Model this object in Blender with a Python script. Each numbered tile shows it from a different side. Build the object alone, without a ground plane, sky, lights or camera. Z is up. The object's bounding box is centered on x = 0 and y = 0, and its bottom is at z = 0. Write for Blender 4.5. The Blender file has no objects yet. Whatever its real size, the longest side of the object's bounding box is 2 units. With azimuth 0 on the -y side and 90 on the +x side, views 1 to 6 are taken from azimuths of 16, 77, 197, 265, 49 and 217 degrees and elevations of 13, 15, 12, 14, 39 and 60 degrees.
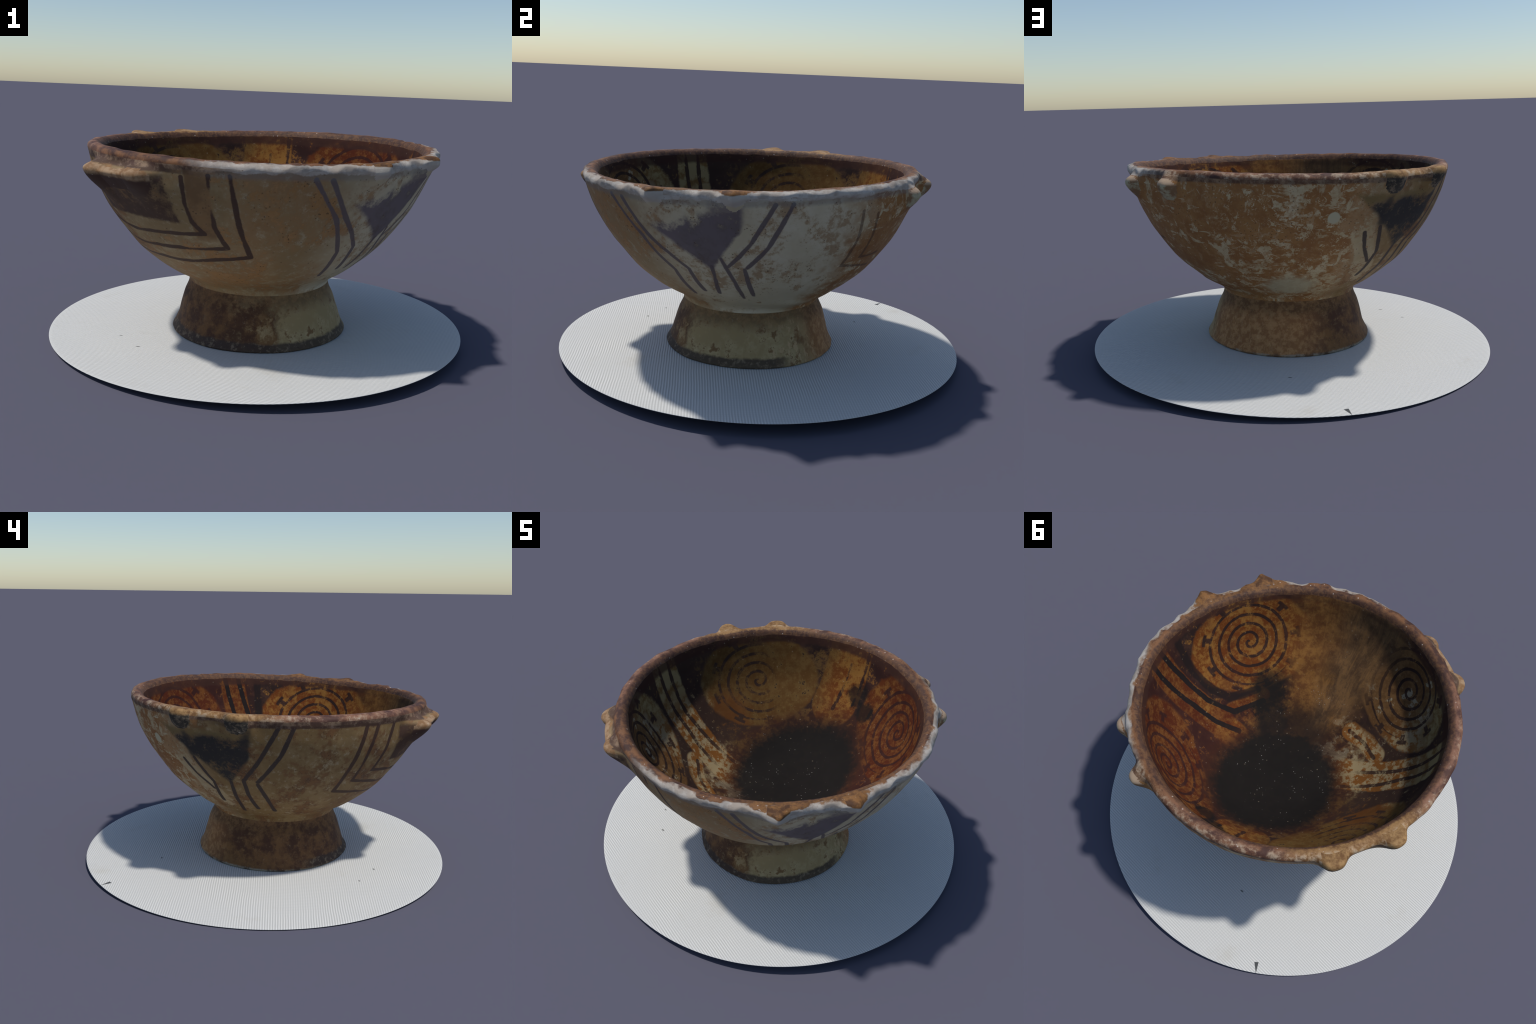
"""Painted pedestal bowl with four pairs of lugs, standing on a round ribbed cloth mat."""
import bpy, math, random
import numpy as np
from mathutils import Matrix, Vector, noise as mnoise

random.seed(7)
rng = np.random.default_rng(7)
TAU = 2 * math.pi

# ------------------------------------------------------------------ profile
# (radius, height, region) from the middle of the inside, over the rim, down the wall and the foot
INSIDE, RIM, WALL, FOOT = 0, 1, 2, 3
STATIONS = [
    (0.000, .334, INSIDE), (.080, .335, INSIDE), (.160, .339, INSIDE), (.256, .354, INSIDE),
    (.370, .405, INSIDE), (.475, .480, INSIDE), (.560, .565, INSIDE), (.640, .660, INSIDE),
    (.692, .770, INSIDE), (.716, .850, INSIDE), (.729, .892, RIM), (.740, .911, RIM),
    (.756, .9205, RIM), (.773, .9205, RIM), (.786, .916, RIM), (.7935, .907, RIM),
    (.7955, .896, WALL), (.788, .864, WALL), (.7655, .785, WALL), (.7355, .710, WALL),
    (.6934, .630, WALL), (.637, .550, WALL), (.5737, .470, WALL), (.4960, .400, WALL),
    (.4297, .350, WALL), (.3740, .317, WALL), (.3470, .296, WALL), (.3385, .276, FOOT),
    (.3415, .250, FOOT), (.3605, .205, FOOT), (.3780, .140, FOOT), (.3930, .080, FOOT),
    (.4090, .040, FOOT), (.4165, .024, FOOT), (.4090, .012, FOOT), (.3600, .012, FOOT),
    (.3300, .060, FOOT), (.2600, .200, FOOT), (.0000, .250, FOOT)]


def catmull(stations, per):
    """Centripetal Catmull-Rom through the stations; returns r, z, region per sample."""
    p = np.array([[a, b] for a, b, _ in stations])
    p0 = np.vstack([2 * p[0] - p[1], p, 2 * p[-1] - p[-2]])
    out, reg = [], []
    for i in range(1, len(p0) - 2):
        q = p0[i - 1:i + 3]
        t = np.concatenate([[0], np.cumsum(np.sqrt(np.linalg.norm(np.diff(q, axis=0), axis=1)) + 1e-9)])
        n = max(3, int(np.linalg.norm(q[2] - q[1]) / per) + 1)
        for k in range(n):
            s = t[1] + (t[2] - t[1]) * k / n
            a1 = q[0] + (q[1] - q[0]) * (s - t[0]) / (t[1] - t[0])
            a2 = q[1] + (q[2] - q[1]) * (s - t[1]) / (t[2] - t[1])
            a3 = q[2] + (q[3] - q[2]) * (s - t[2]) / (t[3] - t[2])
            b1 = a1 + (a2 - a1) * (s - t[0]) / (t[2] - t[0])
            b2 = a2 + (a3 - a2) * (s - t[1]) / (t[3] - t[1])
            out.append(b1 + (b2 - b1) * (s - t[1]) / (t[2] - t[1]))
            reg.append(stations[i - 1][2])
    out.append(p[-1]); reg.append(stations[-1][2])
    out = np.array(out)
    out[:, 0] = np.maximum(out[:, 0], 0)
    return out[:, 0], out[:, 1], np.array(reg)


PR, PZ, PREG = catmull(STATIONS, .0055)
W0 = [i for i, s in enumerate(STATIONS) if s[2] == WALL][0]
OUT_Z = np.array([s[1] for s in STATIONS[15:34]])[::-1]
OUT_R = np.array([s[0] for s in STATIONS[15:34]])[::-1]
IN_R = np.array([s[0] for s in STATIONS[:11]])
IN_Z = np.array([s[1] for s in STATIONS[:11]])


def smooth(a, b, x):
    t = np.clip((x - a) / (b - a), 0, 1)
    return t * t * (3 - 2 * t)


# ------------------------------------------------------------------ lugs
# (bearing deg, height of the tip, reach, half width, sharpness, drop below, rise above)
LUGS = [
    (-128.0, .836, .094, .064, 2.0, .070, .028),   # south pair: low, joined by a ledge
    (-109.5, .842, .080, .060, 2.0, .068, .028),
    (-40.0, .905, .068, .054, 1.35, .075, .200),   # east pair: pointed, flush with the rim
    (-16.5, .910, .064, .054, 1.35, .075, .200),
    (46.3, .846, .066, .048, 2.0, .050, .036),     # north pair: low stubs
    (67.0, .852, .067, .044, 2.3, .050, .034),
    (139.4, .903, .060, .048, 2.4, .062, .200),    # west pair: rounded fingers, flush with the rim
    (160.0, .905, .060, .046, 2.4, .062, .200)]


def lug_field(th, rr, z):
    """Outward shift of the outer surface made by every lug, and which lug is strongest."""
    best = np.zeros_like(th); who = np.full(th.shape, -1)
    total = np.zeros_like(th)
    for i, (b, zt, h, w, e, dn, up) in enumerate(LUGS):
        d = (np.degrees(th) - b + 180) % 360 - 180
        s = np.radians(d) * .80
        dz = z - zt
        v = np.where(dz < 0, np.exp(-(np.abs(dz) / dn) ** 1.35), np.exp(-(np.abs(dz) / up) ** 2.2))
        # the lug narrows to a ridge as it runs down the wall
        a = np.exp(-(np.abs(s) / (w * np.where(dz < 0, 1 + .6 * np.abs(dz) / .1, 1))) ** e)
        f = h * (a * v if i in (2, 3) else np.tanh(1.5 * a * v) / np.tanh(1.5))
        total = np.maximum(total, f) + .25 * np.minimum(total, f)
        m = f / h > np.maximum(best, .42)
        best = np.where(m, f / h, best); who = np.where(m, i, who)
    # ledge between the two south lugs
    d = (np.degrees(th) + 118.5 + 180) % 360 - 180
    dz = z - (.836 + .0004 * d)
    v = np.where(dz < 0, np.exp(-(np.abs(dz) / .078) ** 1.3), np.exp(-(np.abs(dz) / .025) ** 2.4))
    led = .066 * (1 - smooth(9.5, 15, np.abs(d))) * v
    who = np.where((who < 0) & (led > .030), np.where(d < 0, 0, 1), who)
    return np.maximum(total, led), who


# ------------------------------------------------------------------ bowl mesh
NT = 900
th1 = np.arange(NT) * TAU / NT - math.pi


def build_bowl():
    nr = len(PR)
    th = np.repeat(th1[None, :], nr, 0)
    r = np.repeat(PR[:, None], NT, 1)
    z = np.repeat(PZ[:, None], NT, 1)
    z0 = z.copy()
    # slow out-of-round of the upper part and waviness of the rim
    idx = np.arange(nr)[:, None]
    up = smooth(.50, .90, z)
    r = r + up * (-.0018 * np.cos(2 * th) - .0012 * np.sin(2 * th) + .0029 * np.cos(3 * th)
                  + .0015 * np.sin(3 * th) + .0026 * np.cos(4 * th) + .0016 * np.sin(4 * th))
    mid = smooth(.30, .42, z0) * (1 - smooth(.74, .90, z0))
    r = r + mid * (-.0030 * np.cos(2 * th + .17) + .0048 * np.sin(2 * th) - .0015 * np.cos(th)) * (core_r := smooth(.05, .3, r))
    deg = np.degrees(th)
    r = r - mid * (idx > PZ.argmax()) * (.005 * np.exp(-((deg + 5) / 36) ** 2) + .004 * np.exp(-((deg - 128) / 28) ** 2))
    under = np.exp(-((z0 - .335) / .030) ** 2) * (z0 > .29) * ((PREG == WALL)[:, None])
    r = r + under * (.026 * np.exp(-((deg - 22) / 17) ** 2) - .008 * np.exp(-((deg + 60) / 45) ** 2))
    r = r + np.where((PREG == INSIDE)[:, None], .005 * np.sin(th) * smooth(.30, .45, r) * (1 - smooth(.58, .70, r)), 0)
    foot = 1 - smooth(.20, .30, z0)
    r = r + foot * (.001 + (.004 + .007 * np.cos(th + .87)) * (1 - smooth(.10, .24, z0))) * core_r
    z = z + smooth(.45, .92, z0) * (-.0053 * np.cos(th) + .0038 * np.sin(th)
                                    - .0007 * np.cos(2 * th) + .0065 * np.sin(2 * th))
    outer = (PZ.argmax() <= idx) & (PZ[:, None] > .31)
    rim_w = np.where(outer, 1.0, 0.0)
    rimrows = (PREG == RIM)[:, None]
    rim_w = np.where(rimrows, smooth(.738, .788, np.repeat(PR[:, None], NT, 1)), rim_w)
    
    shift, who = lug_field(th, r, z0)
    shift = shift * rim_w
    who = np.where(rim_w > .35, who, -1)
    # lugs on the rim rise a little towards their tip
    z = z + np.where((idx <= PZ.argmax() + 60) & (z0 > .88), .17 * shift * smooth(.88, .91, z0), 0)
    x = (r + shift) * np.cos(th); y = (r + shift) * np.sin(th)
    # hand-made unevenness
    P = np.stack([x, y, z], -1).reshape(-1, 3)
    reg = np.repeat(PREG[:, None], NT, 1).reshape(-1)
    d1 = np.empty(len(P)); d2 = np.empty(len(P)); d3 = np.empty(len(P))
    for i, p in enumerate(P.tolist()):
        v = Vector(p)
        d1[i] = mnoise.noise(v * 5.0)
        d2[i] = mnoise.noise(v * 17.0 + Vector((3, 1, 7)))
        d3[i] = mnoise.noise(v * 2.2 + Vector((9, 4, 2)))
    amp = d1 * .0034 + d2 * .0016 + d3 * .003
    thf = th.reshape(-1)
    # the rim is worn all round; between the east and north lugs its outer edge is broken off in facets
    chip = smooth(-92, -62, np.degrees(thf)) * (1 - smooth(48, 75, np.degrees(thf)))
    edge = smooth(.868, .892, z0.reshape(-1)) * rim_w.reshape(-1)
    fac = np.zeros(len(P))
    for i in np.nonzero(z.reshape(-1) > .86)[0]:
        p = P[i]
        fac[i] = mnoise.voronoi(Vector((p[0] * 13, p[1] * 13, p[2] * 17)))[0][0] - .45
    amp += edge * (d2 * .0030 + chip * fac * .022)
    rad = np.stack([np.cos(thf), np.sin(thf), 0 * thf], -1)
    zz = np.zeros_like(amp) + (reg == RIM) * (d2 * .0035 + d1 * .002 + chip * edge * fac * .012)
    core = smooth(.02, .12, r.reshape(-1))
    P = P + rad * (amp * core)[:, None]
    P[:, 2] += zz + np.where(reg == INSIDE, d1 * .003, 0)
    return P.reshape(nr, NT, 3), who, reg.reshape(nr, NT)


# placement of the leaning bowl in the world
C0 = Vector((0.0297, -0.0495, 0.0))
NZ = Vector((-.0136, -.0182, 1)).normalized()
NX = (Vector((1, 0, .0136)) - NZ * NZ.dot(Vector((1, 0, .0136)))).normalized()
NY = NZ.cross(NX)
BOWL_M = Matrix.Translation(C0) @ Matrix((NX, NY, NZ)).transposed().to_4x4()


def mat_height(x, y):
    """Top of the cloth mat: it leans gently up towards +x."""
    return .0284 + .0259 * x - .0006 * y


# ------------------------------------------------------------------ node helpers
class Graph:
    def __init__(self, name):
        self.m = bpy.data.materials.new(name)
        self.m.use_nodes = True
        self.t = self.m.node_tree
        self.t.nodes.clear()
        self.out = self.t.nodes.new('ShaderNodeOutputMaterial')
        self.b = self.t.nodes.new('ShaderNodeBsdfPrincipled')
        self.t.links.new(self.b.outputs[0], self.out.inputs[0])
        co = self.t.nodes.new('ShaderNodeTexCoord')
        self.point = co.outputs['Object']
        # read x, y and z as plain numbers (gradient textures along each axis), then join them
        axes = []
        for k in range(3):
            mp = self.t.nodes.new('ShaderNodeMapping')
            self.t.links.new(self.point, mp.inputs['Vector'])
            mp.inputs['Rotation'].default_value = ((0, 0, 0), (0, 0, -math.pi / 2), (0, math.pi / 2, 0))[k]
            mp.inputs['Scale'].default_value = (.4, .4, .4)
            mp.inputs['Location'].default_value = (.5, 0, 0)
            gr = self.t.nodes.new('ShaderNodeTexGradient')
            self.t.links.new(mp.outputs[0], gr.inputs[0])
            axes.append((S(self, gr.outputs['Fac']) - .5) * 2.5)
        self.x, self.y, self.z = axes
        self.P = self.combine(*axes)
        # height measured against the slightly wavy lip
        r2 = self.x * self.x + self.y * self.y + 1e-4
        r1 = self.math('SQRT', r2)
        self.zc = self.z - (self.x * -.0053 + self.y * .0038) / r1 - self.x * self.y * .013 / r2

    def mapped(self, scale=(1, 1, 1), off=(0, 0, 0), rot=(0, 0, 0)):
        """Object coordinates stretched and moved, for a texture."""
        n = self.t.nodes.new('ShaderNodeMapping')
        self.t.links.new(self.point, n.inputs['Vector'])
        n.inputs['Scale'].default_value = scale
        n.inputs['Location'].default_value = off
        n.inputs['Rotation'].default_value = rot
        return S(self, n.outputs[0])

    def put(self, sock, v):
        if isinstance(v, S):
            self.t.links.new(v.s, sock)
        elif sock.type == 'RGBA':
            sock.default_value = (*v, 1) if len(v) == 3 else v
        else:
            sock.default_value = v

    def math(self, op, a, b=0.0, c=0.0, clamp=False):
        n = self.t.nodes.new('ShaderNodeMath'); n.operation = op; n.use_clamp = clamp
        for k, v in enumerate((a, b, c)):
            self.put(n.inputs[k], v)
        return S(self, n.outputs[0])

    def vec(self, op, a, b=(0, 0, 0), scale=None):
        n = self.t.nodes.new('ShaderNodeVectorMath'); n.operation = op
        self.put(n.inputs[0], a)
        if scale is not None:
            self.put(n.inputs['Scale'], scale)
        else:
            self.put(n.inputs[1], b)
        return S(self, n.outputs['Value'] if op in ('DOT_PRODUCT', 'DISTANCE', 'LENGTH') else n.outputs[0])

    def combine(self, x, y, z):
        n = self.t.nodes.new('ShaderNodeCombineXYZ')
        for k, v in enumerate((x, y, z)):
            self.put(n.inputs[k], v)
        return S(self, n.outputs[0])

    def step(self, a, b, x):
        """Smooth step from 0 at a to 1 at b (a may exceed b)."""
        n = self.t.nodes.new('ShaderNodeMapRange'); n.interpolation_type = 'SMOOTHSTEP'
        self.put(n.inputs['Value'], x)
        if a < b:
            v = (a, b, 0.0, 1.0)
        else:
            v = (b, a, 1.0, 0.0)
        for k, q in zip(('From Min', 'From Max', 'To Min', 'To Max'), v):
            n.inputs[k].default_value = q
        return S(self, n.outputs[0])

    def noise(self, scale, detail=4, rough=.55, at=None, distort=0.0, off=None):
        n = self.t.nodes.new('ShaderNodeTexNoise')
        p = at or (self.mapped(off=off) if off is not None else S(self, self.point))
        self.put(n.inputs['Vector'], p)
        n.inputs['Scale'].default_value = scale
        n.inputs['Detail'].default_value = detail
        n.inputs['Roughness'].default_value = rough
        n.inputs['Distortion'].default_value = distort
        return S(self, n.outputs[0])

    def voronoi(self, scale, at=None, feature='F1', rand=1.0):
        n = self.t.nodes.new('ShaderNodeTexVoronoi'); n.feature = feature
        self.put(n.inputs['Vector'], at or S(self, self.point))
        n.inputs['Scale'].default_value = scale
        n.inputs['Randomness'].default_value = rand
        return S(self, n.outputs['Distance'])

    def mix(self, f, a, b):
        n = self.t.nodes.new('ShaderNodeMix'); n.data_type = 'RGBA'
        self.put(n.inputs[0], f); self.put(n.inputs[6], a); self.put(n.inputs[7], b)
        return S(self, n.outputs[2])

    def bump(self, h, strength, dist):
        n = self.t.nodes.new('ShaderNodeBump')
        n.inputs['Strength'].default_value = strength
        n.inputs['Distance'].default_value = dist
        self.put(n.inputs['Height'], h)
        self.t.links.new(n.outputs[0], self.b.inputs['Normal'])

    def finish(self, col, rough=.7, spec=.3):
        self.put(self.b.inputs['Base Color'], col)
        self.put(self.b.inputs['Roughness'], rough)
        self.b.inputs['Specular IOR Level'].default_value = spec
        return self.m

    # distance from the shaded point to a polyline of local 3D points
    def polyline(self, pts, d=None, at=None):
        p = at or self.P
        for a, b in zip(pts[:-1], pts[1:]):
            a = np.array(a); ab = np.array(b) - a; l2 = float(ab @ ab)
            pa = self.vec('SUBTRACT', p, tuple(a))
            t = self.vec('DOT_PRODUCT', pa, tuple(ab / l2))
            t = self.math('MINIMUM', self.math('MAXIMUM', t, 0.0), 1.0)
            q = self.vec('SCALE', tuple(ab), scale=t)
            e = self.vec('DISTANCE', pa, q)
            d = e if d is None else self.math('MINIMUM', d, e)
        return d


class S:
    """A socket that can be used in arithmetic."""
    def __init__(self, g, s): self.g, self.s = g, s
    def __add__(self, o): return self.g.math('ADD', self, o)
    __radd__ = __add__
    def __sub__(self, o): return self.g.math('SUBTRACT', self, o)
    def __rsub__(self, o): return self.g.math('SUBTRACT', o, self)
    def __mul__(self, o): return self.g.math('MULTIPLY', self, o)
    __rmul__ = __mul__
    def __truediv__(self, o): return self.g.math('DIVIDE', self, o)
    def __neg__(self): return self.g.math('MULTIPLY', self, -1.0)
    def __or__(self, o): return self.g.math('MAXIMUM', self, o)
    def __and__(self, o): return self.g.math('MINIMUM', self, o)
    def abs(self): return self.g.math('ABSOLUTE', self)
    def inv(self): return self.g.math('SUBTRACT', 1.0, self)


def srgb(r, g, b, k=1.0):
    f = lambda c: ((c / 255 + .055) / 1.055) ** 2.4 if c > 10 else c / 255 / 12.92
    return tuple(min(1, f(c) * k) for c in (r, g, b))


def bearing(g):
    return g.math('ARCTAN2', g.y, g.x) * (180 / math.pi)


def around(g, th, c):
    """Signed bearing difference th - c in degrees, wrapped to -180..180."""
    d = th - c
    return g.math('WRAP', d, 180.0, -180.0)


def on_wall(th, z, lift=0.0):
    r = np.interp(z, OUT_Z, OUT_R) + lift
    t = math.radians(th)
    return (r * math.cos(t), r * math.sin(t), z)


def on_inside(th, r):
    t = math.radians(th)
    return (r * math.cos(t), r * math.sin(t), float(np.interp(r, IN_R, IN_Z)))


def fine_path(pts, place, step=.06):
    """Subdivide a path given in surface coordinates so that chords hug the surface."""
    out = [place(*pts[0])]
    for a, b in zip(pts[:-1], pts[1:]):
        pa, pb = np.array(place(*a)), np.array(place(*b))
        n = max(1, int(np.linalg.norm(pb - pa) / .11))
        for k in range(1, n + 1):
            u = k / n
            out.append(place(a[0] + (b[0] - a[0]) * u, a[1] + (b[1] - a[1]) * u))
    return out


# ------------------------------------------------------------------ palette (surface colours)
CREAM = (.40, .345, .215)
CREAM_GREY = (.37, .36, .29)
OCHRE = (.330, .165, .056)
BROWN = (.255, .112, .036)
UMBER = (.060, .030, .021)
SOOT = (.028, .024, .023)
PURPLE = (.140, .110, .120)
PALE = (.50, .47, .44)


# ------------------------------------------------------------------ outside of the bowl
LINES_OUT = [
    # south: nested corners hanging under the ledge (bearing, height)
    [(-96, .850), (-96, .750), (-95, .672), (-92, .622), (-105, .610), (-124, .597), (-144, .628)],
    [(-144, .628), (-142, .740), (-142, .872)],
    [(-88, .862), (-88, .657), (-85, .560), (-104, .542), (-128, .530), (-152, .578)],
    [(-152, .578), (-151, .741), (-150, .882)],
    [(-82, .866), (-80, .654), (-77, .522), (-105, .476), (-131, .477), (-159, .520)],
    [(-159, .520), (-156, .711), (-155, .868)],
    # east: two lines left of the heart, two right of it, three stems below
    [(-59, .855), (-50, .690), (-43, .530), (-42, .395)],
    [(-54, .850), (-47, .697), (-36, .545), (-34, .425)],
    [(-20, .571), (-12, .684), (-5, .865)],
    [(-13, .570), (-6, .674), (0, .865)],
    [(-26, .571), (-26, .511), (-27, .415)],
    [(-22, .615), (-18, .487), (-15, .390)],
    [(-14, .563), (-10, .405)],
    # north, nearly worn away
    [(24, .818), (26, .700), (25, .559), (45, .527)],
    [(31, .800), (33, .690), (33, .590), (45, .590)],
    # west
    [(174, .880), (167, .696), (160, .578)],
    [(179, .885), (175, .729), (166, .575)],
    [(154, .560), (154, .364)],
    [(160, .578), (161, .487), (164, .390)],
    [(166, .560), (174, .380)],
    [(140, .675), (145, .543), (144, .420)],
    [(134, .655), (137, .577), (143, .500)]]


def exterior_material():
    g = Graph('painted_slip_outside')
    th = bearing(g)
    z = g.zc
    n1 = g.noise(3.2, 5, .6)
    n2 = g.noise(9, 8, .68, off=(4, 2, 1))
    n3 = g.noise(28, 8, .74, off=(1, 7, 3))
    n4 = g.noise(80, 5, .75, off=(5, 5, 2))
    # --- slip: tan; east lightened, west darkened after the scan's baked-in side lighting
    wE = g.step(66, 34, around(g, th, 6).abs() + (n1 - .5) * 24)
    wW = g.step(66, 34, around(g, th, 186).abs() + (n1 - .5) * 24)
    base = g.mix(g.step(.40, .60, n1), (.245, .162, .074), (.330, .240, .125))
    base = g.mix(wW, base, g.mix(g.step(.40, .60, n1), (.205, .125, .048), (.265, .172, .075)))
    slip = g.mix(wE, base, g.mix(g.step(.38, .60, n1), (.49, .415, .275), (.57, .500, .360)))
    haze = g.step(.47, .57, n1 * .4 + n2 * .35 + n3 * .25)
    slip = g.mix(haze * .62, slip, g.mix(wE, g.mix(wW, (.165, .095, .042), (.140, .076, .029)), (.37, .275, .155)))
    slip = g.mix(g.step(.52, .70, n3) * .45, slip, g.mix(wE, (.21, .130, .058), (.42, .345, .245)))
    slip = g.mix(g.step(.47, .33, n3) * .35, slip, (.46, .40, .29))
    # --- brown stain that shows where the slip is worn
    stain = g.mix(g.step(.35, .65, n2), BROWN, OCHRE)
    stain = g.mix(g.step(.50, .68, n3) * .7, stain, (.39, .225, .100))
    stain = g.mix(g.step(.56, .68, n4) * .5, stain, (.11, .055, .028))
    dN = around(g, th, 79)
    north = g.step(66, 46, dN.abs() + (n1 - .5) * 22 + (n2 - .5) * 30)
    worn = (n2 * .55 + n3 * .45)
    # the slip survives as flakes, and as strokes that run across the curve lower down
    thick = g.step(.66, .38, z) * .030 + g.step(36, 10, around(g, th, 118).abs()) * .026 - g.step(30, 8, around(g, th, 66).abs()) * .018
    nf = g.noise(17, 8, .72, off=(6, 1, 4))
    flakes = g.step(.566, .588, nf * .6 + n3 * .4 + thick * .9 - .010)
    worm = g.noise(20, 3, .6, off=(2, 5, 1), distort=1.4)
    flakes = flakes | (g.step(.026, .012, (worm - .54).abs()) * g.step(.48, .56, nf) * g.step(44, 16, around(g, th, 112).abs()))
    s1 = g.noise(15, 4, .62, at=g.mapped((1, 1, .38), (1.6, 3.2, 0), (.0, .7, .5)), distort=.8)
    s2 = g.noise(13, 4, .62, at=g.mapped((.9, .9, 2.4), (5.1, 2.2, 1), (.5, .0, .2)), distort=.6)
    strokes = g.step(.575, .605, s1 + thick * .9) | g.step(.570, .600, s2 + thick * .8)
    flakes = flakes | (strokes * g.step(.44, .53, n1 * .5 + n2 * .5) * .9)
    panel = g.polyline(fine_path([(133, .655), (139, .54), (144, .42)], on_wall))
    flakes = flakes | g.step(.056, .046, panel + (n3 - .5) * .05 + (n2 - .5) * .03)
    # scattered brown blotches everywhere else
    blot = g.step(.520, .585, worn + (n1 - .5) * .40 + wW * .016)
    # a broad brown zone beside the south-east lines
    se = g.step(20, 7, (around(g, th, -68)).abs() + (n2 - .5) * 26) * g.step(.40, .62, z + (n1 - .5) * .2) * .50
    pnl = g.step(.075, .055, panel + (n2 - .5) * .03)
    slip = g.mix((north | pnl * .55) * .9, slip, g.mix(g.step(.40, .60, n2), (.47, .365, .205), (.57, .470, .300)))
    rust = g.mix(wW, stain, g.mix(g.step(.42, .58, n3), (.085, .034, .017), (.185, .085, .032)))
    stain = g.mix(north, rust, stain)
    specks = g.step(.590, .62, n3 * .5 + n4 * .5) * g.step(.42, .52, n2) * .75
    flakes = flakes | specks
    low = g.step(.56, .42, z + (n2 - .5) * .16) * g.step(70, 50, around(g, th, -100).abs()) * g.step(.40, .58, n3 * .4 + n2 * .6) * .7
    stain = g.mix(wE * north.inv() * .8, stain, g.mix(n3, (.26, .165, .085), (.36, .26, .155)))
    cover = (north * flakes.inv()) | (blot * .8) | low | (se * g.step(.40, .55, n3 * .5 + n1 * .5))
    col = g.mix(cover, slip, stain)
    # cream ground and drips under the rim on the north side
    drip = g.noise(7, 4, .6, at=g.mapped((2.2, 2.2, .5), (0, 0, 3)))
    col = g.mix(g.step(.56, .62, drip) * g.step(.70, .84, z) * north * .55 * g.step(.42, .52, n3), col, (.48, .41, .25))
    # round bare spot
    spot = g.vec('DISTANCE', g.P, on_wall(121, .734))
    col = g.mix(g.step(.030, .024, spot + (n3 - .5) * .01), col, (.46, .41, .27))
    foot_pale = g.vec('DISTANCE', g.vec('MULTIPLY', g.P, (1, 1, 1.6)), tuple(np.array(on_wall(107, .385)) * np.array((1, 1, 1.6))))
    col = g.mix(g.step(.15, .07, foot_pale + (n3 - .5) * .16) * .85, col, (.42, .36, .23))
    # --- painted fields
    # hearts under the flush lugs, each the meeting of two slanting edges
    def heart(c, lo, left, right, top, soft, shoulder=0.0):
        d = around(g, th, c)
        a = (z - lo) + d * left
        b = (z - lo) - d * right
        e = (a & b) & (top - z + d * shoulder + (n2 - .5) * soft)
        return g.step(-.012, .022, e + (n3 - .5) * .04), d
    hE, dh = heart(-26, .562, .0105, .0170, .835, .16, .004)
    hE = hE * g.step(13.0, 10.5, dh + (n2 - .5) * 4)
    hE2 = g.step(.085, .03, g.polyline([on_wall(-19, .88), on_wall(-21, .76)]) + (n2 - .5) * .07)
    eE = (hE | hE2 * .85) * g.step(.74, .54, n2 + g.step(.70, .86, z) * .13 - g.step(-34, -20, around(g, th, 0)) * .05)
    col = g.mix(eE * .95, col, g.mix(g.step(.4, .65, n2), PURPLE, (.105, .080, .078)))
    hW, dw = heart(154, .548, .0105, .0160, .835, .0)
    hW = hW * g.step(11.5, 8.5, dw + (n2 - .5) * 9)
    top_w = g.step(.79, .825, z + (n2 - .5) * .10 - around(g, th, 158) * .001)
    eW = hW * top_w.inv() * g.step(.63, .47, n3 * .45 + n4 * .2 + n2 * .35)
    col = g.mix(hW * top_w, col, g.mix(n2, (.17, .12, .05), (.20, .13, .05)))
    col = g.mix(eW, col, SOOT)
    # dark seams where the west lugs run down the wall
    seam = g.polyline(fine_path([(139.5, .88), (140, .70)], on_wall))
    seam = g.polyline(fine_path([(163, .87), (161, .70)], on_wall), seam)
    col = g.mix(g.step(.035, .012, seam + (n3 - .5) * .03) * .85, col, SOOT)
    # the dark field between the south lugs and their corners
    dS = around(g, th, -118.5)
    fS = g.step(18.8, 17.2, (dS + (z - .75) * 12.0).abs() + (n3 - .5) * 4.5 + (n2 - .5) * 3) * g.step(.650, .664, z + (n3 - .5) * .026 + (n2 - .5) * .02 - dS * .0001) * g.step(.87, .83, z)
    light = g.step(.50, .60, n2 * .6 + n3 * .4) * (g.step(9, 2, around(g, th, -108).abs()) | .45)
    fS = fS * (.62 + .38 * g.step(.60, .48, n2 * .5 + n3 * .5))
    col = g.mix(fS * .94, col, g.mix(light * .85, UMBER, (.165, .100, .052)))
    # ochre panel between the second and third corner lines
    pS = g.step(4.0, 3.2, around(g, th, -91.5).abs() + (n3 - .5) * 2) * g.step(.58, .62, z)
    col = g.mix(pS * .85, col, g.mix(g.step(.4, .6, n2), (.165, .085, .036), (.235, .130, .055)))
    # --- lines
    wob = (n2 - .5) * .008 + (n3 - .5) * .010
    d = None
    for path in LINES_OUT[:6]:
        d = g.polyline(fine_path(path, on_wall), d)
    lS = g.step(.0140, .0095, d + wob)
    dS2 = None
    for path in LINES_OUT[6:13]:
        dS2 = g.polyline(fine_path(path, on_wall), dS2)
    lE = g.step(.0130, .0085, dS2 + wob)
    dN2 = None
    for path in LINES_OUT[13:15]:
        dN2 = g.polyline(fine_path(path, on_wall), dN2)
    lN = g.step(.010, .006, dN2 + wob) * .6
    dW = None
    for path in LINES_OUT[15:]:
        dW = g.polyline(fine_path(path, on_wall), dW)
    lW = g.step(.0130, .0085, dW + wob)
    wear = g.step(.72, .60, n3 * .6 + n4 * .4)
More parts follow.
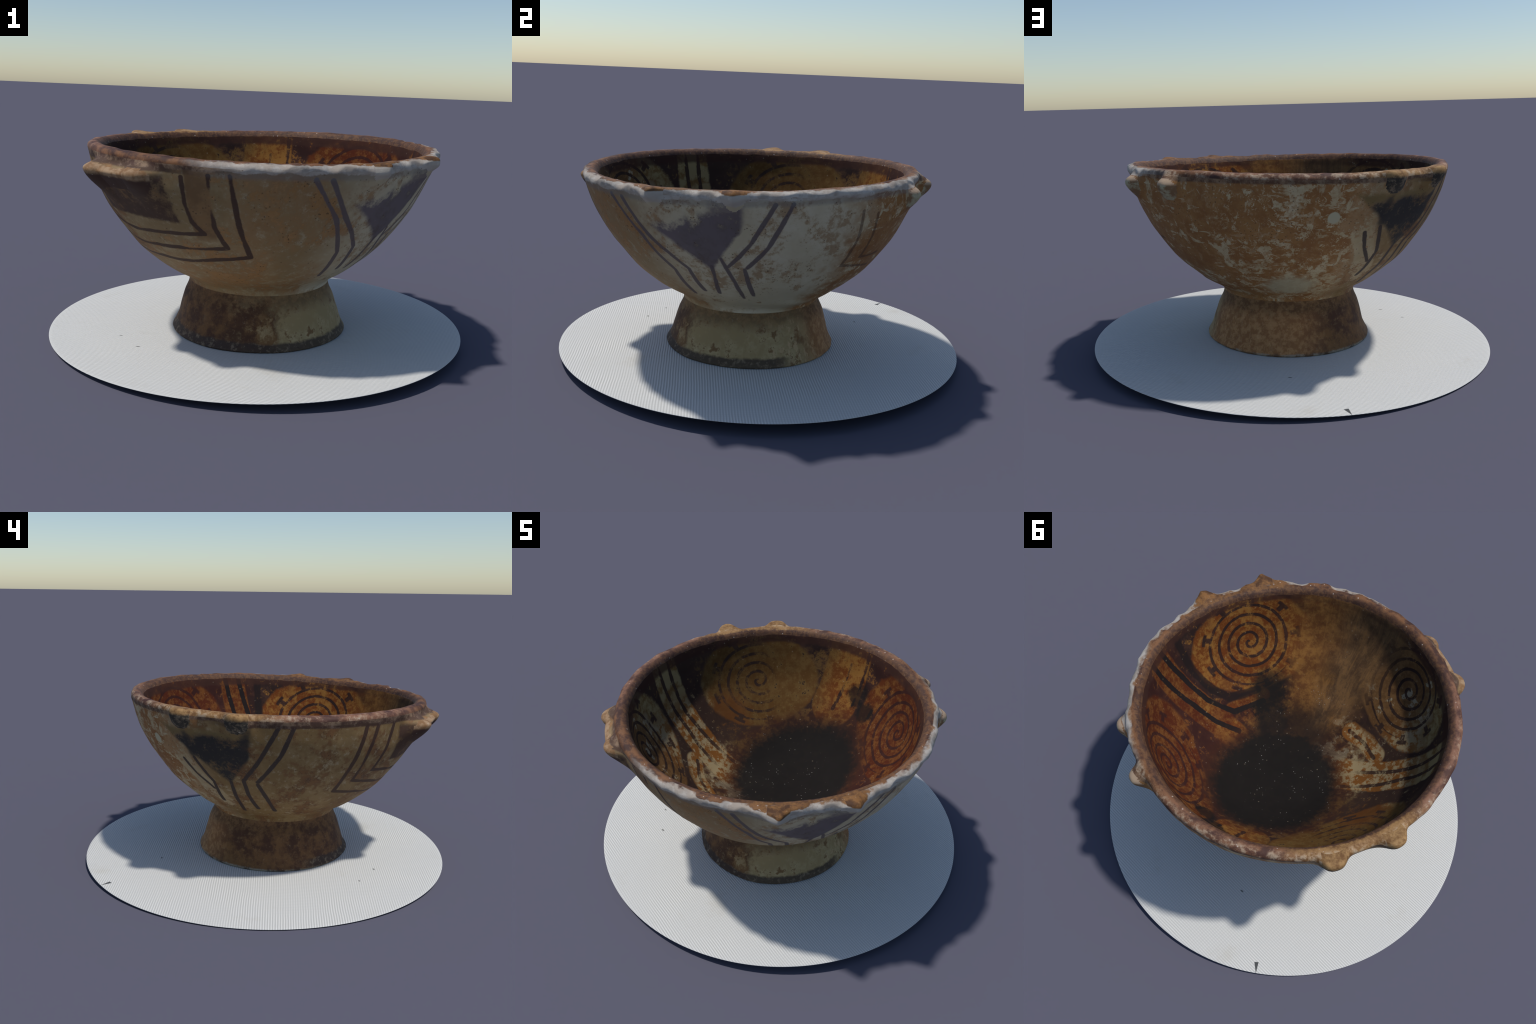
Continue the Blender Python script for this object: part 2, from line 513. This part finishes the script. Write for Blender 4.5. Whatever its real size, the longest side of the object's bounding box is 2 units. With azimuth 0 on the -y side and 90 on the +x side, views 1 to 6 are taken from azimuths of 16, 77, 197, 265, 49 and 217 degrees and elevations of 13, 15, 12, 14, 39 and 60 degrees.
    col = g.mix(lS * wear * .96, col, UMBER)
    col = g.mix(lE * wear * .92, col, (.115, .086, .088))
    col = g.mix(lN * wear, col, UMBER)
    col = g.mix(lW * wear * .96, col, (.045, .030, .027))
    # band of dark paint under the rim, south and west
    bw = g.step(.858, .868, z + (n2 - .5) * .012) * g.step(62, 48, around(g, th, -150).abs() + (n2 - .5) * 10)
    col = g.mix(bw * .92, col, g.mix(g.step(.5, .65, n3), UMBER, (.16, .11, .08)))
    be = g.step(.852, .872, z + (n2 - .5) * .02) * g.step(75, 60, around(g, th, -20).abs())
    col = g.mix(be * .45, col, (.17, .165, .165))
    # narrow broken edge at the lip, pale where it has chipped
    lip = g.step(82, 62, around(g, th, -15).abs() + (n1 - .5) * 20)
    vz = g.voronoi(13)
    lz = g.step(.882, .888, z + vz * .014 - .006 + (n2 - .5) * .040 + (n3 - .5) * .014)
    pal = g.mix(g.step(.38, .62, n2), (.33, .275, .225), (.46, .415, .36))
    col = g.mix(lip * lz * .96, col, pal)
    lz2 = g.step(.874, .884, z + (n2 - .5) * .020) * lip.inv()
    col = g.mix(lz2 * .85, col, g.mix(g.step(.44, .58, n3 * .5 + n2 * .5), (.075, .038, .027), (.24, .16, .10)))
    # pores and grit
    pores = g.step(.26, .12, g.voronoi(64) + (n4 - .5) * .25) * g.step(.49, .57, n2)
    col = g.mix(pores * .75, col, (.075, .042, .022))
    col = g.mix(g.step(.60, .75, n4) * .25, col, (.48, .43, .33))
    g.bump(n3 * .6 + n4 * .4, .35, .006)
    return g.finish(col, .72, .25)


def rim_material():
    g = Graph('worn_rim')
    th = bearing(g)
    r = g.vec('LENGTH', g.vec('MULTIPLY', g.P, (1, 1, 0)))
    n1 = g.noise(5, 5, .6)
    n2 = g.noise(14, 6, .65, off=(4, 2, 1))
    n3 = g.noise(45, 6, .7, off=(1, 7, 3))
    along = g.noise(5.5, 4, .6, at=g.combine(th * .022, r * 4.0, g.z * 2.0))
    big = along * .5 + n2 * .3 + n3 * .2
    col = g.mix(g.step(.42, .56, big), (.050, .021, .014), (.175, .078, .032))
    pink = g.step(44, 22, around(g, th, -162).abs() + (n1 - .5) * 24) | (g.step(34, 16, around(g, th, 104).abs() + (n1 - .5) * 20) * .6)
    col = g.mix(pink * .62, col, g.mix(g.step(.40, .58, big), (.080, .034, .025), (.235, .115, .076)))
    inner = g.step(.764, .746, r + (n2 - .5) * .020)
    col = g.mix(inner * .75, col, g.mix(g.step(.44, .60, n3), (.048, .022, .015), (.115, .055, .024)))
    # orange slip where the flush lugs join
    for c in (-28, 150):
        o = g.step(30, 14, around(g, th, c).abs() + (n2 - .5) * 18) * g.step(.742, .754, r + (n3 - .5) * .02)
        pal = ((.075, .032, .013), (.215, .100, .030)) if c < 0 else ((.155, .072, .024), (.34, .195, .075))
        col = g.mix(o * .88, col, g.mix(g.step(.38, .60, big * .6 + n3 * .4), *pal))
    # pale scuffing on the outer edge
    outer = g.step(.762, .790, r + (n3 - .5) * .03)
    pale_w = g.step(.47, .60, n2 * .5 + n3 * .5) * outer
    col = g.mix(pale_w * .72 * g.step(60, 100, around(g, th, -70).abs()), col, (.42, .33, .23))
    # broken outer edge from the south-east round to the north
    arc = g.step(82, 62, around(g, th, -15).abs() + (n1 - .5) * 20)
    chip = arc * g.step(.766, .772, r) * g.step(.921, .916, g.zc + (n2 - .5) * .022 + (n3 - .5) * .010)
    pal = g.mix(g.step(.38, .62, n2), (.34, .29, .24), (.48, .44, .39))
    col = g.mix(chip * .95, col, pal)
    specks = g.step(.20, .12, g.voronoi(46)) * g.step(.53, .60, n2)
    col = g.mix(specks * .6, col, (.52, .46, .40))
    g.bump(n2 * .4 + n3 * .6, .5, .008)
    return g.finish(col, .68, .3)


def lug_material():
    g = Graph('lug_slip')
    th = bearing(g)
    n1 = g.noise(6, 5, .6)
    n2 = g.noise(18, 6, .65, off=(4, 2, 1))
    n3 = g.noise(55, 6, .7, off=(1, 7, 3))
    col = g.mix(g.step(.38, .62, n2), (.20, .105, .045), (.34, .22, .10))
    # west: grey-black undersides with buff tops; orange on the inner part
    r = g.vec('LENGTH', g.vec('MULTIPLY', g.P, (1, 1, 0)))
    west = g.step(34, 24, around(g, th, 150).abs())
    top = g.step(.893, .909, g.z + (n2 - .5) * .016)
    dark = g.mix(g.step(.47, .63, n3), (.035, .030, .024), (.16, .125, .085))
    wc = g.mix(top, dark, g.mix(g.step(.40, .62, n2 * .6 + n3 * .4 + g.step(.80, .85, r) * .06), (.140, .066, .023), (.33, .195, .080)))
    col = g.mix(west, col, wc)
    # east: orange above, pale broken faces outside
    east = g.step(34, 24, around(g, th, -28).abs())
    ec = g.mix(g.step(.911, .917, g.zc + (n2 - .5) * .012), g.mix(g.step(.868, .878, g.zc + g.voronoi(13) * .034 - .014), (.44, .375, .25), g.mix(n2, (.36, .31, .26), (.48, .44, .38))),
               g.mix(g.step(.38, .60, n2), (.070, .031, .013), (.215, .100, .032)))
    col = g.mix(east, col, ec)
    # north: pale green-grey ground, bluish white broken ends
    north = g.step(34, 24, around(g, th, 56).abs())
    nc = g.mix(g.step(.45, .60, n2), (.22, .125, .06), (.40, .36, .23))
    nc = g.mix(g.step(.862, .876, g.z), nc, (.42, .30, .20))
    end = None
    for b, zt, h, w, e, dn, up in LUGS[4:6]:
        t = math.radians(b - 7)
        q = g.vec('DISTANCE', g.vec('MULTIPLY', g.P, (1, 1, .55)), ((.79 + h) * math.cos(t), (.79 + h) * math.sin(t), zt * .55))
        end = q if end is None else g.math('MINIMUM', end, q)
    nc = g.mix(g.step(.036, .032, end + (n2 - .5) * .008), nc, (.50, .58, .60))
    col = g.mix(north, col, nc)
    # south: buff shelf, umber below
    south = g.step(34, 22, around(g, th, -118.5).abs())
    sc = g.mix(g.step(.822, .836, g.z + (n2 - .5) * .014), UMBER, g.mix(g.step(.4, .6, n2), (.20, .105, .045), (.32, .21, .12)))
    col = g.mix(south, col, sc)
    specks = g.step(.26, .14, g.voronoi(42)) * g.step(.54, .62, n2)
    col = g.mix(specks * .6, col, (.52, .46, .38))
    g.bump(n2 * .4 + n3 * .6, .45, .007)
    return g.finish(col, .7, .25)


# ------------------------------------------------------------------ inside of the bowl
LINES_IN = [
    # (bearing, radius) pairs: stripes of the north-east band
    [(14, .735), (10, .65), (7, .53), (-3, .41), (-29, .39)],
    [(21, .735), (17, .62), (13, .44), (6, .33)],
    # south-west band
    [(-159, .735), (-158, .55), (-154, .38), (-148, .20)],
    [(-165, .735), (-164, .60), (-167, .43), (-171, .30)],
    [(-113, .375), (-144, .44)],
    # north-west band
    [(94, .735), (94, .60)], [(102, .70), (104, .56)]]

BANDS_IN = [  # pale ground of each band: spine and half width
    ([(17.5, .735), (15.5, .64), (14, .54), (12, .43), (13, .33)], .082),
    ([(-3, .43), (-31, .42)], .032),
    ([(-162, .735), (-161, .60), (-160, .48), (-157, .34), (-150, .22)], .092),
    ([(-114, .380), (-143, .455)], .050),
    ([(103, .735), (104, .58)], .135)]

SPIRALS = [(-30, .632), (56.5, .643), (-119.5, .655), (149, .632)]


def interior_material():
    g = Graph('painted_slip_inside')
    th = bearing(g)
    r = g.vec('LENGTH', g.vec('MULTIPLY', g.P, (1, 1, 0)))
    n1 = g.noise(3.4, 5, .6, off=(2, 0, 5))
    n2 = g.noise(11, 6, .65, off=(4, 2, 1))
    n3 = g.noise(34, 6, .7, off=(1, 7, 3))
    n4 = g.noise(85, 4, .7, off=(5, 5, 2))
    mott = n2 * .45 + n3 * .55
    # slip ground by quarter: red-stained ochre east and north, dull ochre west, cream in the south-west
    ochre = g.mix(g.step(.44, .58, mott), (.125, .037, .010), (.225, .106, .026))
    red = g.mix(g.step(.45, .60, mott), (.055, .012, .008), (.110, .034, .012))
    dull = g.mix(g.step(.42, .60, mott), (.095, .046, .014), (.125, .072, .024))
    cream = g.mix(g.step(.475, .550, mott), (.180, .072, .018), (.295, .225, .120))
    cream = g.mix(g.step(.58, .76, g.z), cream, g.mix(g.step(.44, .58, n2), (.250, .190, .088), (.140, .078, .026)))
    smear = g.mix(g.step(.36, .66, n2 * .6 + n3 * .4), (.110, .062, .030), (.190, .105, .045))
    smear = g.mix(g.step(.50, .66, n1) * .8, smear, (.22, .105, .028))
    smear = g.mix(g.step(.54, .64, n3) * .5, smear, (.055, .032, .022))
    slip = g.mix(g.step(46, 30, around(g, th, 150).abs() + (n1 - .5) * 30), ochre, dull)
    redw = g.step(48, 24, around(g, th, 48).abs() + (n1 - .5) * 40) | (g.step(.53, .64, n1 * .7 + n2 * .3) * g.step(75, 45, around(g, th, 10).abs()))
    slip = g.mix(redw * .75, slip, red)
    sw = g.step(30, 16, around(g, th, -156).abs() + (n2 - .5) * 24 + (n1 - .5) * 16)
    sw = sw | g.step(.070, .040, g.polyline([on_inside(-112, .37), on_inside(-144, .45)]) + (n2 - .5) * .03)
    southq = g.step(40, 26, around(g, th, -119).abs() + (n1 - .5) * 14)
    slip = g.mix(southq, slip, g.mix(g.step(.42, .60, mott), (.110, .055, .022), (.180, .095, .036)))
    bits = g.step(.545, .575, n2 * .7 + n1 * .3) * southq
    slip = g.mix(bits * .9, slip, (.30, .255, .165))
    slip = g.mix(sw, slip, cream)
    se = g.step(34, 16, around(g, th, -78).abs() + (n1 - .5) * 24)
    brush = g.noise(7, 7, .72, at=g.combine(th * .026, r * 1.3, 3.0), distort=.7)
    smear = g.mix(g.step(.47, .60, brush) * .5, smear, (.045, .026, .017))
    smear = g.mix(g.step(.50, .40, brush) * .4, smear, (.25, .135, .050))
    smear = g.mix(g.step(26, 8, around(g, th, -56).abs() + (n1 - .5) * 24) * .75, smear, g.mix(g.step(.42, .58, mott), (.140, .052, .014), (.250, .115, .028)))
    slip = g.mix(se, slip, smear)
    slip = g.mix(g.step(.60, .72, n4) * .25, slip, (.35, .24, .12))
    # fields of paint between the motifs
    paint = g.mix(g.step(.45, .65, n2), (.026, .0155, .0135), (.050, .026, .019))
    paint = g.mix(redw * .5, paint, (.045, .012, .010))
    paint = g.mix(g.step(60, 30, around(g, th, 195).abs()) * .8, paint, g.mix(n2, (.034, .021, .016), (.062, .036, .025)))
    redpatch = g.vec('DISTANCE', g.P, on_inside(172, .52)) + (n1 - .5) * .16 + (n3 - .5) * .10
    slip = g.mix(g.step(.16, .07, redpatch) * .8, slip, g.mix(mott, (.085, .026, .010), (.165, .070, .020)))
    bare = None
    for path, half in BANDS_IN:
        d = g.polyline(fine_path(path, on_inside))
        f = g.step(half + .006, half - .006, d + (n2 - .5) * .02 + (n3 - .5) * .022)
        bare = f if bare is None else bare | f
    lines = None
    for path in LINES_IN[2:]:
        lines = g.polyline(fine_path(path, on_inside), lines)
    heavy = None
    for path in LINES_IN[:2]:
        heavy = g.polyline(fine_path(path, on_inside), heavy)
    heavy = g.step(.0165, .0125, heavy + (n2 - .5) * .008 + (n3 - .5) * .008)
    line = g.step(.0135, .0095, lines + (n2 - .5) * .008 + (n3 - .5) * .011)
    # the four spirals: tangent plane of each, with the turn read from the angle
    spiral = None
    for k, (b, rc) in enumerate(SPIRALS):
        t = math.radians(b)
        zc = float(np.interp(rc, IN_R, IN_Z))
        dz = float(np.interp(rc + .03, IN_R, IN_Z) - np.interp(rc - .03, IN_R, IN_Z))
        sl = math.atan2(dz, .06)
        c = (rc * math.cos(t), rc * math.sin(t), zc)
        right = (math.sin(t), -math.cos(t), 0)
        upv = (math.cos(t) * math.cos(sl), math.sin(t) * math.cos(sl), math.sin(sl))
        pc = g.vec('SUBTRACT', g.P, c)
        a = g.vec('DOT_PRODUCT', pc, right)
        u = g.vec('DOT_PRODUCT', pc, upv) * 1.06
        near = g.vec('LENGTH', pc)
        rad = g.math('SQRT', a * a + u * u) + (n1 - .5) * .02 + (n2 - .5) * .008
        phi = g.math('ARCTAN2', u, a) * (1 / TAU)
        pitch = .054
        turn = (rad - .018) / pitch - phi
        saw = g.math('FRACT', turn)
        w = (saw - .5).abs()
        ln = g.step(.185, .12, w + (n3 - .5) * .12) * g.step(.252, .244, rad)
        # little forked ticks round the outermost turn
        tk = g.step(.80, .92, g.math('COSINE', phi * (TAU * 9))) * g.step(.225, .235, rad) * g.step(.278, .268, rad)
        cap = g.step(.30, .55, g.math('COSINE', phi * (TAU * 9))) * g.step(.258, .264, rad) * g.step(.284, .276, rad)
        mark = ln | tk | cap
        oval = g.math('SQRT', a * a * .67 + u * u) + (n1 - .5) * .02
        disc = g.step(.288, .270, oval + (n2 - .5) * .04 + (n3 - .5) * .03) * g.step(.45, .40, near)
        bare = bare | disc
        if k == 3:      # the western spiral is half rubbed away
            mark = mark * g.step(.12, -.04, a + (n2 - .5) * .30 + (n3 - .5) * .2)
        m = mark * disc
        spiral = m if spiral is None else spiral | m
    worn = g.step(.64, .54, n3 * .6 + n2 * .4)
    field = bare.inv() | (line * .97) | heavy | (spiral * .97)
    # the smeared south-east keeps hardly any paint; the bottom is rubbed through in blotches
    west = g.step(44, 26, around(g, th, 140).abs() + (n1 - .5) * 30)
    keep = (se * .85).inv() * worn * (west * g.step(.48, .55, n2 * .5 + n3 * .5) * .62 * g.step(.86, .80, g.z + (n1 - .5) * .12)).inv()
    floor = g.step(.46, .36, r + (n2 - .5) * .10)
    keep = keep * (floor * .55 * g.step(.42, .55, n3 * .5 + n2 * .5)).inv()
    col = g.mix(field * keep, slip, paint)
    col = g.mix(heavy * .9, col, (.014, .012, .012))
    # black crescent under the eastern spiral
    cres = g.polyline([on_inside(q, w) for q, w in ((4, .72), (3.5, .64), (.5, .55), (-6, .475), (-17, .452), (-27, .448))])
    col = g.mix(g.step(.030, .018, cres + (n2 - .5) * .02) * .85, col, (.016, .012, .012))
    # rubbed-off flecks in dark fields
    fleck = g.step(.585, .64, n3 * .65 + n4 * .35) * g.step(.45, .60, n2)
    col = g.mix(fleck * .55, col, slip)
    # crumbs of paint left on the western slip
    crumbs = g.step(.590, .625, n3 * .6 + n2 * .4) * west * g.step(.45, .55, r)
    col = g.mix(crumbs * .9, col, (.020, .0125, .0125))
    # vertical brush streaks in the south-east
    streak = g.noise(9, 3, .6, at=g.combine(th * .05, r * .35, 0.0))
    col = g.mix(se * g.step(.56, .66, streak) * g.step(.50, .58, r) * .22, col, (.26, .135, .040))
    # dark painted edge under the rim
    edge = g.step(.842, .862, g.z + (n2 - .5) * .03) * (se * .6).inv()
    col = g.mix(edge * .85 * g.step(.66, .54, mott), col, g.mix(n2, (.030, .014, .012), (.060, .028, .020)))
    # burnt: black area on the floor, reaching up the north side, with a red-brown halo
    px = (g.x + .02) * 1.08
    py = (g.y - .135) * .92
    stain = g.math('SQRT', px * px + py * py) + (n1 - .5) * .16 + (n2 - .5) * .05
    col = g.mix(g.step(.45, .35, stain) * .70, col, g.mix(n2, (.045, .013, .009), (.055, .026, .014)))
    dark_patch = g.step(.400, .285, stain + (n3 - .5) * .10)
    drift = g.vec('DISTANCE', g.vec('MULTIPLY', g.P, (1, 1, .4)), (.08, -.13, .14)) + (n1 - .5) * .16 + (n2 - .5) * .10
    dark_patch = dark_patch | (g.step(.30, .12, drift) * .80)
    trail = g.polyline([(.02, .08, .335), (.20, -.10, .345), on_inside(-36, .44)])
    dark_patch = dark_patch | (g.step(.15, .06, trail + (n1 - .5) * .16 + (n2 - .5) * .10) * .92)
    for b, q, s in ((94, .64, .085), (84, .60, .07), (-36, .43, .06), (-24, .36, .06)):
        dark_patch = dark_patch | .85 * g.step(s, s * .45, g.vec('DISTANCE', g.P, on_inside(b, q)) + (n2 - .5) * .16 + (n3 - .5) * .06)
    col = g.mix(dark_patch * .97, col, g.mix(n2, (.0095, .0090, .0085), (.0135, .0125, .0120)))
    # pale grit lying in the bottom
    grit = g.step(.17, .09, g.voronoi(58)) * g.step(.53, .60, n2) * g.step(.50, .35, g.vec('DISTANCE', g.P, (-.06, -.10, .32)))
    col = g.mix(grit * .55, col, (.34, .33, .30))
    grit2 = g.step(.15, .09, g.voronoi(30, at=g.mapped(off=(3, 1, 2)))) * g.step(.50, .56, n3)
    col = g.mix(grit2 * .25, col, (.34, .28, .20))
    g.bump(n3 * .5 + n4 * .5, .25, .005)
    return g.finish(col, .8, .06)


def foot_material():
    g = Graph('foot_slip')
    th = bearing(g)
    n1 = g.noise(4.5, 5, .6, off=(3, 3, 3))
    n2 = g.noise(12, 6, .65, off=(4, 2, 1))
    n3 = g.noise(36, 6, .7, off=(1, 7, 3))
    n4 = g.noise(90, 4, .7, off=(5, 5, 2))
    cream = g.mix(g.step(.42, .62, n2), (.315, .225, .105), (.41, .310, .160))
    brown = g.mix(g.step(.40, .62, n2), (.070, .030, .014), (.175, .086, .029))  # brown deepened part-way to the shade baked into the scanned foot
    brown = g.mix(g.step(.55, .70, n3) * .6, brown, (.25, .155, .075))
    dE = around(g, th, -16).abs()
    ce = g.step(58, 34, dE + (n1 - .5) * 90 + (n2 - .5) * 80 + (n3 - .5) * 40)
    sp = g.step(.54, .60, n1 * .5 + n2 * .5) * g.step(75, 30, around(g, th, -110).abs())
    col = g.mix(ce | (sp * .75), brown, cream)
    dkred = g.step(.50, .58, n1 * .4 + n2 * .6) * g.step(70, 20, around(g, th, -140).abs())
    col = g.mix(dkred * .75, col, (.050, .022, .018))
    col = g.mix(g.step(.50, .575, n2 * .6 + n3 * .4 - .02) * .9, col, g.mix(n1, (.13, .062, .020), (.20, .105, .040)))
    streaks = g.noise(26, 4, .6, at=g.mapped((1.5, 1.5, .6)))
    col = g.mix(g.step(.55, .61, streaks) * g.step(75, 35, around(g, th, 50).abs()) * .75, col, (.46, .32, .17))
    nn = g.step(62, 30, around(g, th, 80).abs())
    col = g.mix(nn * .8, col, g.mix(g.step(.42, .60, n3), (.31, .138, .050), (.48, .245, .098)))
    neck = g.step(.17, .25, g.z + (n2 - .5) * .16 + (n3 - .5) * .06)
    col = g.mix(neck * .75, col, g.mix(g.step(.42, .58, n3), (.095, .048, .020), (.19, .105, .045)))
    ww = g.step(75, 35, around(g, th, 205).abs() + (n1 - .5) * 30)
    col = g.mix(ww * .6, col, g.mix(g.step(.42, .58, n2 * .6 + n3 * .4), (.052, .022, .013), (.135, .064, .024)))
    # dark painted band at the base
    lim = g.step(.085, .070, g.z + (n2 - .5) * .035 + (n3 - .5) * .012) * g.step(95, 75, around(g, th, -75).abs() + (n1 - .5) * 40)
    col = g.mix(lim * .88, col, g.mix(g.step(.5, .66, n3), (.045, .030, .024), (.17, .13, .09)))
    edge = g.step(.040, .030, g.z + (n3 - .5) * .02)
    col = g.mix(edge * .6, col, g.mix(g.step(.46, .58, n2), (.05, .045, .035), (.30, .31, .26)))
    pores = g.step(.18, .09, g.voronoi(55)) * g.step(.45, .6, n2)
    col = g.mix(pores * .6, col, (.07, .04, .02))
    col = g.mix(g.step(.60, .74, n4) * .3, col, (.40, .33, .24))
    g.bump(n3 * .6 + n4 * .4, .4, .006)
    return g.finish(col, .72, .25)


# ------------------------------------------------------------------ assemble the bowl
def make_bowl():
    P, who, reg = build_bowl()
    nr = P.shape[0]
    P[0, :, :] = P[0].mean(0); P[-1, :, :] = P[-1].mean(0)
    verts = P.reshape(-1, 3)
    # the foot stands on the leaning mat: fit its lowest rows to it
    Mw = np.array(BOWL_M)
    world = verts @ Mw[:3, :3].T + Mw[:3, 3]
    lowm = mat_height(world[:, 0], world[:, 1])
    below = (verts[:, 2] < .10) & (reg.reshape(-1) == FOOT)
    base = .0125
    k = np.clip((.10 - verts[:, 2]) / (.10 - base), 0, 1)
    want = lowm + .0008
    have = (np.array([0, 0, 1.0]) * 0)[2] + (world[:, 2] - (verts[:, 2] - base))
    verts[:, 2] += np.where(below, k * (want - have), 0)

    i = np.arange(nr - 1)[:, None]; j = np.arange(NT)[None, :]
    a = i * NT + j; b = i * NT + (j + 1) % NT
    quads = np.stack([a, a + NT, b + NT, b], -1).reshape(-1, 4)
    # region of each face
    fr = reg[:-1, :].copy()
    fl = np.where((who[:-1] >= 0) & (who[1:] >= 0), who[:-1], -1)
    region = np.where(fl >= 0, 10 + fl, fr).reshape(-1)

    # one smooth surface: normals of the whole, handed to every part
    whole = bpy.data.meshes.new('whole')
    whole.from_pydata(verts.tolist(), [], quads.tolist())
    whole.polygons.foreach_set('use_smooth', np.ones(len(quads), bool))
    whole.update()
    nrm = np.empty(len(verts) * 3, np.float32)
    whole.vertex_normals.foreach_get('vector', nrm)
    nrm = nrm.reshape(-1, 3)
    nrm[:NT] = (0, 0, 1); nrm[-NT:] = (0, 0, -1)
    bpy.data.meshes.remove(whole)

    root = bpy.data.objects.new('painted_pedestal_bowl', None)
    bpy.context.collection.objects.link(root)
    root.matrix_world = BOWL_M
    root['label'] = 'weathered painted clay bowl on foot with paired lugs'
    root['category'] = 'pottery bowl'
    mats = {INSIDE: interior_material(), RIM: rim_material(), WALL: exterior_material(), FOOT: foot_material()}
    lugm = lug_material()
    names = {INSIDE: 'bowl_inside', RIM: 'rim', WALL: 'bowl_wall', FOOT: 'foot'}
    for rid in [INSIDE, RIM, WALL, FOOT] + [10 + n for n in range(len(LUGS))]:
        q = quads[region == rid]
        if not len(q):
            continue
        used, inv = np.unique(q, return_inverse=True)
        q2 = inv.reshape(-1, 4)
        name = names.get(rid, 'lug')
        me = bpy.data.meshes.new(name)
        me.from_pydata(verts[used].tolist(), [], q2.tolist())
        me.polygons.foreach_set('use_smooth', np.ones(len(q2), bool))
        me.update()
        me.normals_split_custom_set_from_vertices(nrm[used].tolist())
        me.materials.append(mats.get(rid, lugm))
        ob = bpy.data.objects.new(name, me)
        bpy.context.collection.objects.link(ob)
        ob.parent = root
    return root


# ------------------------------------------------------------------ cloth mat
def mat_material():
    g = Graph('ribbed_white_cloth')
    ca, sa = math.cos(math.radians(-7)), math.sin(math.radians(-7))
    v = g.y * ca - g.x * sa
    u = g.x * ca + g.y * sa
    n1 = g.noise(2.5, 4, .5)
    n2 = g.noise(30, 4, .6)
    wob = (g.noise(4, 3, .5, off=(3, 3, 0)) - .5) * .010
    rib = g.math('SINE', (v + wob) * (TAU / .0117)) * .5 + .5
    weave = g.math('SINE', u * (TAU / .016)) * .5 + .5
    soft = g.step(.40, .62, n1)
    amt = .45 + soft * .55
    tone = g.mix((rib - .5) * amt + .5, (.455, .452, .432), (.680, .675, .648))
    tone = g.mix(weave * .25 * soft.inv(), tone, (.44, .45, .44))
    tone = g.mix(g.step(.55, .75, n2) * .2, tone, (.55, .55, .53))
    for x, y, ln, wd in ((-.16, .58, .013, .006), (-.52, -.44, .012, .005), (-.38, -.55, .014, .006)):
        d = g.vec('DISTANCE', g.vec('MULTIPLY', g.P, (1 / ln, 1 / wd, 0)), (x / ln, y / wd, 0))
        tone = g.mix(g.step(1.0, .5, d) * .8, tone, (.10, .10, .09))
    # small dark tear running in from the edge
    cx, cy, ex, ey = -.495, .869, .5892, -.8080     # tip at the edge, direction inwards
    ua = ((g.x - cx) * ex + (g.y - cy) * ey) / .056
    va = ((g.x - cx) * -ey + (g.y - cy) * ex).abs()
    tear = g.step(.002, -.001, va - ua * .0105) * g.step(1.03, .98, ua)
    tone = g.mix(tear * .95, tone, (.050, .054, .056))
    # a few faint stains
    soil = g.step(.58, .72, g.noise(3.5, 5, .6, off=(7, 2, 0)))
    tone = g.mix(soil * .22, tone, (.40, .36, .28))
    g.bump(rib * amt + n2 * .2, .35, .004)
    return g.finish(tone, .85, .2)


def make_mat():
    """Thin round cloth: a leaning disc with a rounded edge, a little uneven."""
    n, rings = 256, 60
    thick = .0026
    top, bot, faces = [], [], []
    rad = [1.0 * (k / rings) for k in range(rings + 1)]
    prof = [(r, 0.0) for r in rad[1:-1]] + [(.9985, 0.0), (1.0, -.0006), (1.0, -thick + .0004), (.998, -thick)] + [(r, -thick) for r in (.9, .6, .3)]
    verts = [(0, 0, mat_height(0, 0))]
    for r, dz in prof:
        for k in range(n):
            t = TAU * k / n
            x, y = r * math.cos(t), r * math.sin(t)
            lift = .0018 * mnoise.noise(Vector((x * 3, y * 3, 2))) * (1 - smooth(.75, .98, r)) * (1 if r > .5 else 0.4)
            lift += .0026 * smooth(.35, .75, r) * (max(0, math.cos(t - .75)) + .5 * max(0, math.cos(t + 2.2)))
            verts.append((x, y, mat_height(x, y) + dz + lift))
    verts.append((0, 0, mat_height(0, 0) - thick))
    faces = [(0, 1 + k, 1 + (k + 1) % n) for k in range(n)]
    for i in range(len(prof) - 1):
        o = 1 + i * n
        faces += [(o + k, o + n + k, o + n + (k + 1) % n, o + (k + 1) % n) for k in range(n)]
    o = 1 + (len(prof) - 1) * n
    faces += [(o + k, len(verts) - 1, o + (k + 1) % n) for k in range(n)]
    low = min(v[2] for v in verts)
    verts = [(x, y, max(0.0, z if z > .0005 else 0.0)) for x, y, z in verts]
    me = bpy.data.meshes.new('round_cloth_mat')
    me.from_pydata(verts, [], faces)
    me.polygons.foreach_set('use_smooth', np.ones(len(faces), bool))
    me.update()
    me.materials.append(mat_material())
    ob = bpy.data.objects.new('round_cloth_mat', me)
    bpy.context.collection.objects.link(ob)
    ob['label'] = 'thin round white ribbed cloth mat under the bowl'
    ob['category'] = 'cloth mat'
    return ob


make_bowl()
make_mat()
